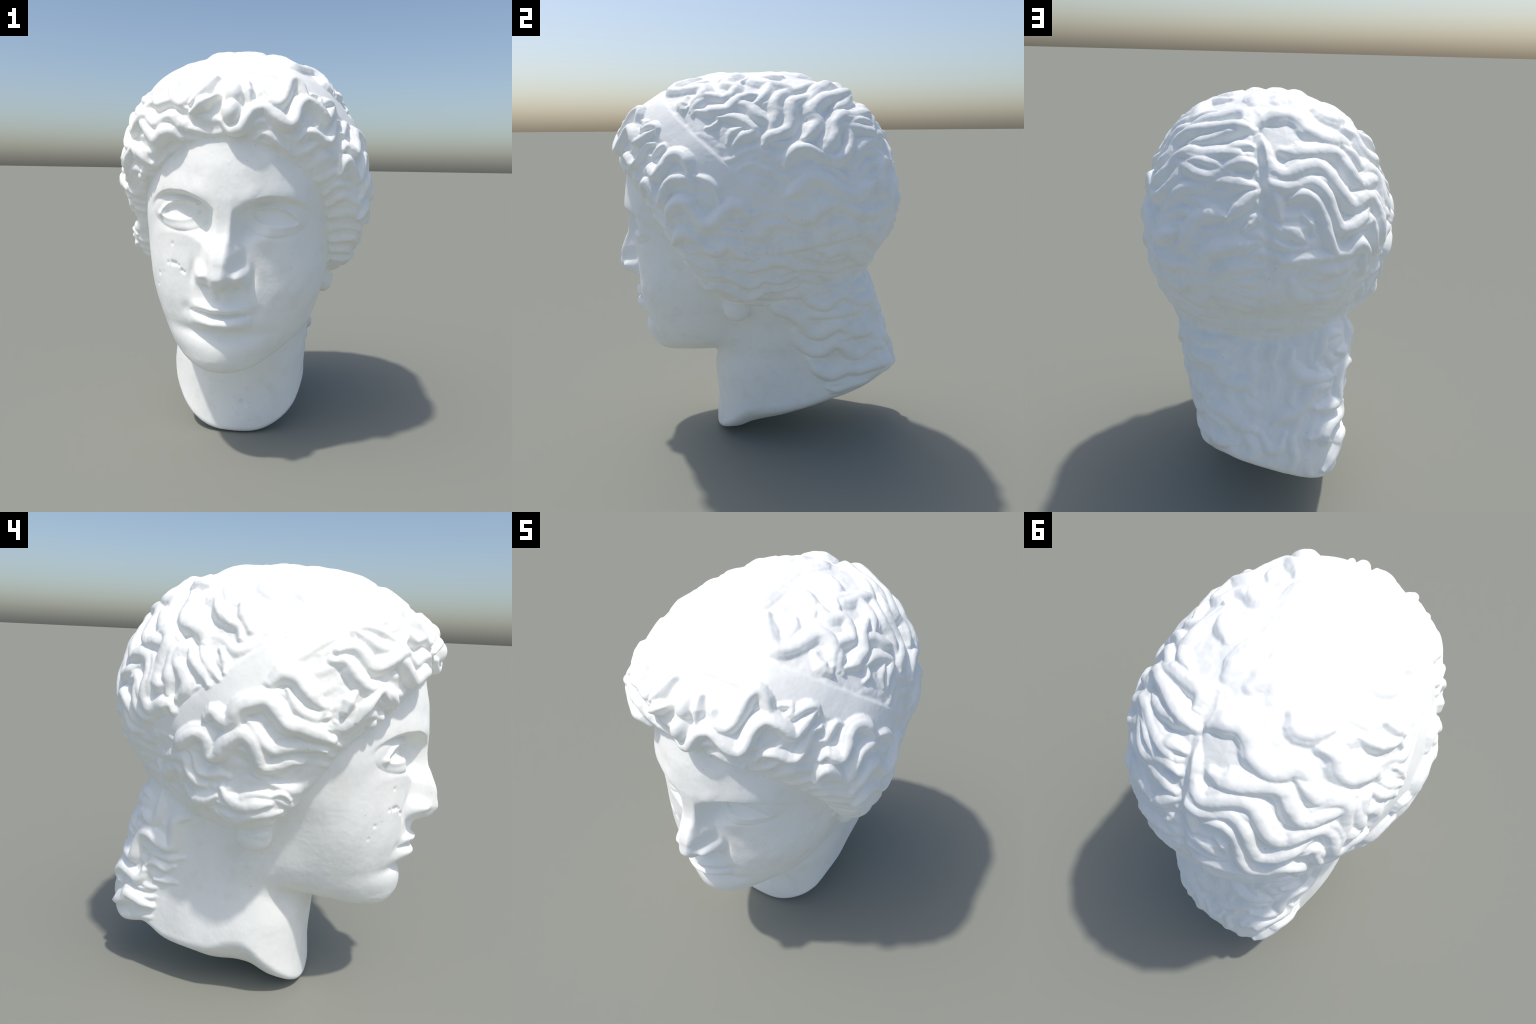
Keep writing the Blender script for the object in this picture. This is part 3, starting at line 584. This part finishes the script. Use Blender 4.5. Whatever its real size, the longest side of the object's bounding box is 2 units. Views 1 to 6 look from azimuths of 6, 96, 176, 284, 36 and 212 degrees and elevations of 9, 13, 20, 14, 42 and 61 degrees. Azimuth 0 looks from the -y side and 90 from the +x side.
# the right half of the crown and of the fringe repeats the left one, a little shifted
for region, w, h, pts in list(LOCKS):
    mean = np.mean(pts, axis=0)
    if region == "crown_top" and mean[2] > 1.82 and len(pts) < 10:
        LOCKS.append(("crown_top", w * 1.15, h * .5, mirrored(pts, .04)))
    if region == "fringe" and mean[0] > .12 and mean[2] > 1.68:
        LOCKS.append(("fringe", w, h * .85, mirrored(pts, .03)))
LOCKS = [(r, w, h * (.8 if r == "crown_top" else 1), p) for r, w, h, p in LOCKS]
# wavy strands between the two halves, over the top of the head
for k, x in enumerate((-.11, -.03, .05)):
    LOCKS.append(("crown_top", .056, .020, [(x + .03 * math.sin(14 * y + 2 * k) + .06 * y, y, 1.97) for y in np.linspace(-.42, .30, 8)]))


KNOBS = [(.022, -.70, 1.645, .046, .052), (-.42, -.50, 1.40, .02, .03), (-.44, -.48, 1.37, .022, .03), (.03, -.66, 1.72, .04, .04)]
CHIPS = [
    (-.287, -.577, .986, .008, .005), (-.263, -.593, .988, .009, .009), (-.250, -.600, .987, .008, .009), (-.241, -.607, .986, .009, .006), (-.227, -.615, .980, .006, .005),
    (-.212, -.623, .958, .008, .007), (-.200, -.629, .951, .007, .006), (-.343, -.524, .926, .009, .004), (-.355, -.503, .870, .008, .003),
    (-.263, -.590, 1.075, .009, .004), (.014, -.231, .180, .010, .006), (.022, -.231, .168, .009, .006), (.032, -.230, .155, .008, .004),
]


def on_surface(p):
    p = np.array(p, float)
    return settle(p, 4)




def lattice_noise(p, size, seed):
    """Smooth random values between -1 and 1, of the given grain."""
    q = p / size + 100.0 + 17.3 * seed
    c = np.floor(q).astype(np.int64)
    f = q - c
    f = f * f * (3 - 2 * f)
    out = np.zeros(len(p))
    for i in (0, 1):
        for j in (0, 1):
            for k in (0, 1):
                n = (c[:, 0] + i) * 374761393 + (c[:, 1] + j) * 668265263 + (c[:, 2] + k) * 2147483647 + seed * 97
                n = (n ^ (n >> 13)) * 1274126177
                n = (n ^ (n >> 16)) & 0xFFFF
                w = (f[:, 0] if i else 1 - f[:, 0]) * (f[:, 1] if j else 1 - f[:, 1]) * (f[:, 2] if k else 1 - f[:, 2])
                out += w * (n / 32767.5 - 1)
    return out


BAND_HALF = .060


def band_offset(p):
    """Signed distance to the middle plane of the headband."""
    return (p[:, 2] - 1.48 + .75 * p[:, 1] + .083 * p[:, 0]) / 1.253


def band_mask(p):
    m = smoothstep(BAND_HALF + .012, BAND_HALF - .006, np.abs(band_offset(p)))
    return m * smoothstep(1.30, 1.40, p[:, 2] - .1 * p[:, 0]) * (p[:, 1] < .4)


def lock_relief(v):
    """Height of the carved hair over the plain mass, and the lock each vertex belongs to."""
    height = np.zeros(len(v))
    owner = np.full(len(v), -1)
    grooves = np.zeros(len(v))
    rough = 1 + .08 * lattice_noise(v, .05, 3) + .04 * lattice_noise(v, .02, 4)
    for i, (region, w, h, pts) in enumerate(LOCKS):
        length = sum(math.dist(a, b) for a, b in zip(pts, pts[1:]))
        spine = on_surface(spline(pts, max(8, int(length / .012))))
        widen = 1.0 if region == "fringe" else 1.2
        lo, hi = spine.min(0) - 1.3 * widen * w, spine.max(0) + 1.3 * widen * w
        near = np.flatnonzero(((v > lo) & (v < hi)).all(1))
        if not len(near):
            continue
        q = v[near]
        best = np.full(len(q), 9.0)
        run = np.zeros(len(q))
        drop = np.zeros(len(q))
        total = len(spine) - 1
        for k in range(total):
            a, b = spine[k], spine[k + 1]
            ab = b - a
            t = np.clip(((q - a) @ ab) / max(ab @ ab, 1e-12), 0, 1)
            off = q - a - t[:, None] * ab
            d = np.linalg.norm(off, axis=1)
            m = d < best
            best[m] = d[m]
            run[m] = (k + t[m]) / total
            drop[m] = off[m, 2] / np.maximum(d[m], 1e-6)
        tip = np.minimum(run, 1 - run) * length
        thin = .5 + .5 * smoothstep(0, .07, tip)
        swell = 1 + .12 * np.sin(run * length * 26 + i * 1.7)
        # the lower flank of a lock is cut steeper than the upper one
        wide = widen * w * thin * (1 + .25 * drop)
        t = np.clip(best / wide * rough[near], 0, 1)
        if h < 0:
            grooves[near] = np.minimum(grooves[near], h * (1 - t * t) * thin)
            continue
        ridge = h * (.35 + .65 * thin) * swell * (1 - t * t) ** (.75 if region == "fringe" else .95) * (1 - .10 * np.exp(-((t - .55) / .10) ** 2))
        up = ridge > height[near]
        height[near[up]] = ridge[up]
        claim = up & (t < .97)
        owner[near[claim]] = i
    return height, grooves, owner


hair_v, face_v, neck_v, lobe_v = head_parts(verts)


def nape_edge(p):
    """Where the hair on the neck begins, as a depth y: further forward on the left side."""
    return np.where(p[:, 0] > 0, .13 + .42 * np.clip(.88 - p[:, 2], 0, 1), .33 + .18 * np.clip(.8 - p[:, 2], 0, 1))


base_normal = normals_of(verts, quads)
base_normal = sm.smooth(base_normal, 6)
base_normal /= np.linalg.norm(base_normal, axis=1)[:, None]

relief, grooves, owner = lock_relief(verts)
band = band_mask(verts)
# between the named locks: low rows of waves that run round the head
turn = np.arctan2(verts[:, 0] - .02, -(verts[:, 1] - .05))
row = verts[:, 2] + .026 * np.sin(13 * turn + 3 * np.sin(5 * verts[:, 2])) + .022 * lattice_noise(verts, .11, 31)
rows = .5 + .5 * np.cos(2 * math.pi * row / .066)
rows = rows ** .8 * np.clip(.012 + .008 * lattice_noise(verts, .10, 32), 0, 1) * smoothstep(1.75, 1.6, verts[:, 2]) * (1 - band)
shaggy = np.where(neck_v < hair_v, smoothstep(.03, .09, verts[:, 1] - nape_edge(verts)), smoothstep(.0, -.012, hair_v - face_v))
# on the back of the neck the waves hang down
column = verts[:, 0] + .016 * np.sin(38 * verts[:, 2] + 2.5 * np.sign(verts[:, 0])) + .026 * lattice_noise(verts, .10, 33)
columns = (.5 + .5 * np.cos(2 * math.pi * column / .095)) * np.clip(.012 + .010 * lattice_noise(verts, .09, 34), 0, 1)
hang = smoothstep(.52, .62, verts[:, 1]) * (neck_v < hair_v)
relief = np.maximum(relief, shaggy * (rows * (1 - hang) + columns * hang))
# the knot of hair over the middle of the brow, and a few broken knobs at the right temple
for x, y, z, r, h in KNOBS:
    d = np.linalg.norm((verts - (x, y, z)) / (r, 1.6 * r, 1.25 * r), axis=1)
    relief = np.maximum(relief, h * np.clip(1 - d * d, 0, 1) ** .6)
# the waves die out towards the broken lower edge
relief *= smoothstep(-.01, .05, verts[:, 2] - cut_height(verts[:, 0], verts[:, 1]))
# low on the back of the head the carving is shallower
CARVE = 1.04 + .22 * smoothstep(-.35, -.6, verts[:, 1]) - .22 * smoothstep(1.45, 1.15, verts[:, 2]) * smoothstep(.1, .35, verts[:, 1]) * (hair_v < neck_v)
relief = np.maximum(CARVE * relief - .004, .007 * band)
relief += grooves * np.clip((relief + .01) / .03, .5, 1)
owner[(band > .5) & (relief < .012)] = -1
relief = sm.smooth(relief, 3)
in_hair = smoothstep(.02, -.005, hair_v - np.minimum(face_v, neck_v)) * (1 - band)
grain = .0030 * lattice_noise(verts, .055, 11) + .0013 * lattice_noise(verts, .022, 12) + .0005 * lattice_noise(verts, .011, 13)
skin = .0022 * lattice_noise(verts, .11, 21) + .0005 * lattice_noise(verts, .035, 22) + .0003 * lattice_noise(verts, .012, 23)
relief = relief + grain * in_hair + skin * (1 - in_hair)
# chips and scratches on the cheek and the neck: centre, radius, depth
for x, y, z, r, depth in CHIPS:
    relief -= depth * np.exp(-((verts - (x, y, z)) ** 2).sum(1) / r ** 2)
base_points = verts
verts = verts + base_normal * relief[:, None]

# ----------------------------------------------------------------------------
#  marble
# ----------------------------------------------------------------------------


def marble():
    mat = bpy.data.materials.new("marble")
    mat.use_nodes = True
    nt = mat.node_tree
    nodes, link = nt.nodes, nt.links.new
    bsdf = nodes["Principled BSDF"]
    bsdf.inputs["Roughness"].default_value = .62
    bsdf.inputs["Specular IOR Level"].default_value = .28
    coord = nodes.new("ShaderNodeTexCoord").outputs["Object"]

    def noise(scale, detail, rough=.55, distort=0.0):
        n = nodes.new("ShaderNodeTexNoise")
        n.inputs["Scale"].default_value = scale
        n.inputs["Detail"].default_value = detail
        n.inputs["Roughness"].default_value = rough
        n.inputs["Distortion"].default_value = distort
        link(coord, n.inputs["Vector"])
        return n.outputs["Fac"]

    def ramp(fac, a, b):
        r = nodes.new("ShaderNodeMapRange")
        r.interpolation_type = "SMOOTHSTEP"
        r.inputs["From Min"].default_value = a
        r.inputs["From Max"].default_value = b
        link(fac, r.inputs["Value"])
        return r.outputs["Result"]

    def times(a, b):
        m = nodes.new("ShaderNodeMath")
        m.operation = "MULTIPLY"
        link(a, m.inputs[0])
        if isinstance(b, float):
            m.inputs[1].default_value = b
        else:
            link(b, m.inputs[1])
        return m.outputs[0]

    def mix(fac, a, b):
        m = nodes.new("ShaderNodeMix")
        m.data_type = "RGBA"
        link(fac, m.inputs["Factor"])
        for sock, c in ((m.inputs["A"], a), (m.inputs["B"], b)):
            if isinstance(c, tuple):
                sock.default_value = (*c, 1)
            else:
                link(c, sock)
        return m.outputs["Result"]

    # crystalline white with a faint cloud and a few warm stains
    white = mix(ramp(noise(2.6, 4, .6, .4), .38, .66), (.955, .957, .925), (.925, .930, .890))
    white = mix(times(ramp(noise(9, 5, .65), .45, .70), .7), white, (.865, .872, .83))
    white = mix(times(ramp(noise(1.7, 3), .60, .75), .35), white, (.89, .88, .80))
    # small dark pits, in patches
    cells = nodes.new("ShaderNodeTexVoronoi")
    cells.inputs["Scale"].default_value = 32
    cells.inputs["Randomness"].default_value = 1
    link(coord, cells.inputs["Vector"])
    dots = ramp(cells.outputs["Distance"], .15, .06)
    pick = nodes.new("ShaderNodeSeparateColor")
    link(cells.outputs["Color"], pick.inputs["Color"])
    dots = times(dots, ramp(pick.outputs["Red"], .72, .80))
    dots = times(dots, ramp(noise(2.1, 2), .47, .58))
    white = mix(times(dots, .5), white, (.55, .54, .48))
    link(white, bsdf.inputs["Base Color"])
    grain = nodes.new("ShaderNodeBump")
    grain.inputs["Strength"].default_value = .06
    grain.inputs["Distance"].default_value = .006
    link(noise(55, 4, .6), grain.inputs["Height"])
    link(grain.outputs["Normal"], bsdf.inputs["Normal"])
    return mat


# ----------------------------------------------------------------------------
#  one surface, split by region into parts
# ----------------------------------------------------------------------------
P = base_points
xl, zl = face_frame(P[:, 0], P[:, 2])
ax = np.abs(xl)
cut_v = (cut_height(P[:, 0], P[:, 1]) - P[:, 2]) * .93

PARTS = ["face", "neck", "earlobe", "fringe", "crown_hair", "nape_hair", "headband", "broken_base"]
region = np.argmin(np.stack([face_v, neck_v, lobe_v - .004, hair_v - .003]), axis=0)
label = np.select([region == 0, region == 1, region == 2], [0, 1, 2], 3)
label[(label == 1) & (P[:, 1] > nape_edge(P))] = 5
label[(label == 3) & (band_offset(P) > 0)] = 4
label[band > .5] = 6
label[cut_v > np.min(np.stack([face_v, neck_v, lobe_v, hair_v]), axis=0)] = 7
lock_part = {"fringe": 3, "crown": 4, "crown_top": 4, "nape": 5}

# sub-parts: eyes, nose and mouth on the face, single locks in the hair
sub = np.full(len(P), -1)
on_face = (label == 0) & (P[:, 1] < -.4)
eye = on_face & (ax > .11) & (ax < .32) & (zl < lid_top(ax) + .012) & (zl > lid_low(ax) - .014)
nose = on_face & (zl > .885) & (zl < 1.27) & (ax < np.minimum(nose_e(zl), .125)) & ~eye
mouth = on_face & (ax < .16) & (np.abs(zl - mouth_z(ax) - .002) < .052 * np.sqrt(np.clip(1 - (ax / .16) ** 2, 0, 1)))
SUBS = [("eye", eye & (xl > 0)), ("eye", eye & (xl <= 0)), ("nose", nose), ("mouth", mouth)]
for k, (_, m) in enumerate(SUBS):
    sub[m] = k
hairy = (owner >= 0) & np.isin(label, (3, 4, 5))
sub[hairy] = 100 + owner[hairy]
for i in np.unique(owner[hairy]):
    label[hairy & (owner == i)] = lock_part[LOCKS[i][0]]

normals = normals_of(verts, quads)
face_key = label[quads[:, 0]] * 1000 + sub[quads[:, 0]] + 1
stone = marble()


def add_part(name, faces, parent):
    used, q = np.unique(faces, return_inverse=True)
    q = q.reshape(faces.shape)
    me = bpy.data.meshes.new(name)
    me.vertices.add(len(used))
    me.vertices.foreach_set("co", verts[used].astype(np.float32).ravel())
    me.loops.add(q.size)
    me.loops.foreach_set("vertex_index", q.astype(np.int32).ravel())
    me.polygons.add(len(q))
    me.polygons.foreach_set("loop_start", np.arange(0, q.size, 4, dtype=np.int32))
    me.update(calc_edges=True)
    me.polygons.foreach_set("use_smooth", np.ones(len(q), bool))
    me.normals_split_custom_set_from_vertices(normals[used].astype(np.float32))
    me.materials.append(stone)
    ob = bpy.data.objects.new(name, me)
    ob.parent = parent
    bpy.context.scene.collection.objects.link(ob)
    return ob


head = bpy.data.objects.new("marble_head", None)
head["label"] = "white marble head of a youth with wavy hair and headband"
head["category"] = "statue head"
bpy.context.scene.collection.objects.link(head)

order = np.argsort(face_key, kind="stable")
keys, starts = np.unique(face_key[order], return_index=True)
groups = dict(zip(keys.tolist(), np.split(quads[order], starts[1:])))
for k, name in enumerate(PARTS):
    if name == "earlobe":
        lobes = groups.pop(k * 1000, None)
        if lobes is not None:
            left = verts[lobes[:, 0], 0] > 0
            for m in (left, ~left):
                if m.any():
                    add_part(name, lobes[m], head)
        continue
    own = groups.pop(k * 1000, None)
    if own is None:
        continue
    # scraps too small to be a lock of their own stay with the part
    scraps = [g for g in groups if g // 1000 == k and len(groups[g]) < 120]
    own = np.vstack([own] + [groups.pop(g) for g in scraps])
    part = add_part(name, own, head)
    for key in [g for g in groups if g // 1000 == k]:
        faces = groups.pop(key)
        n = key % 1000 - 1
        add_part("hair_lock" if n >= 100 else SUBS[n][0], faces, part)
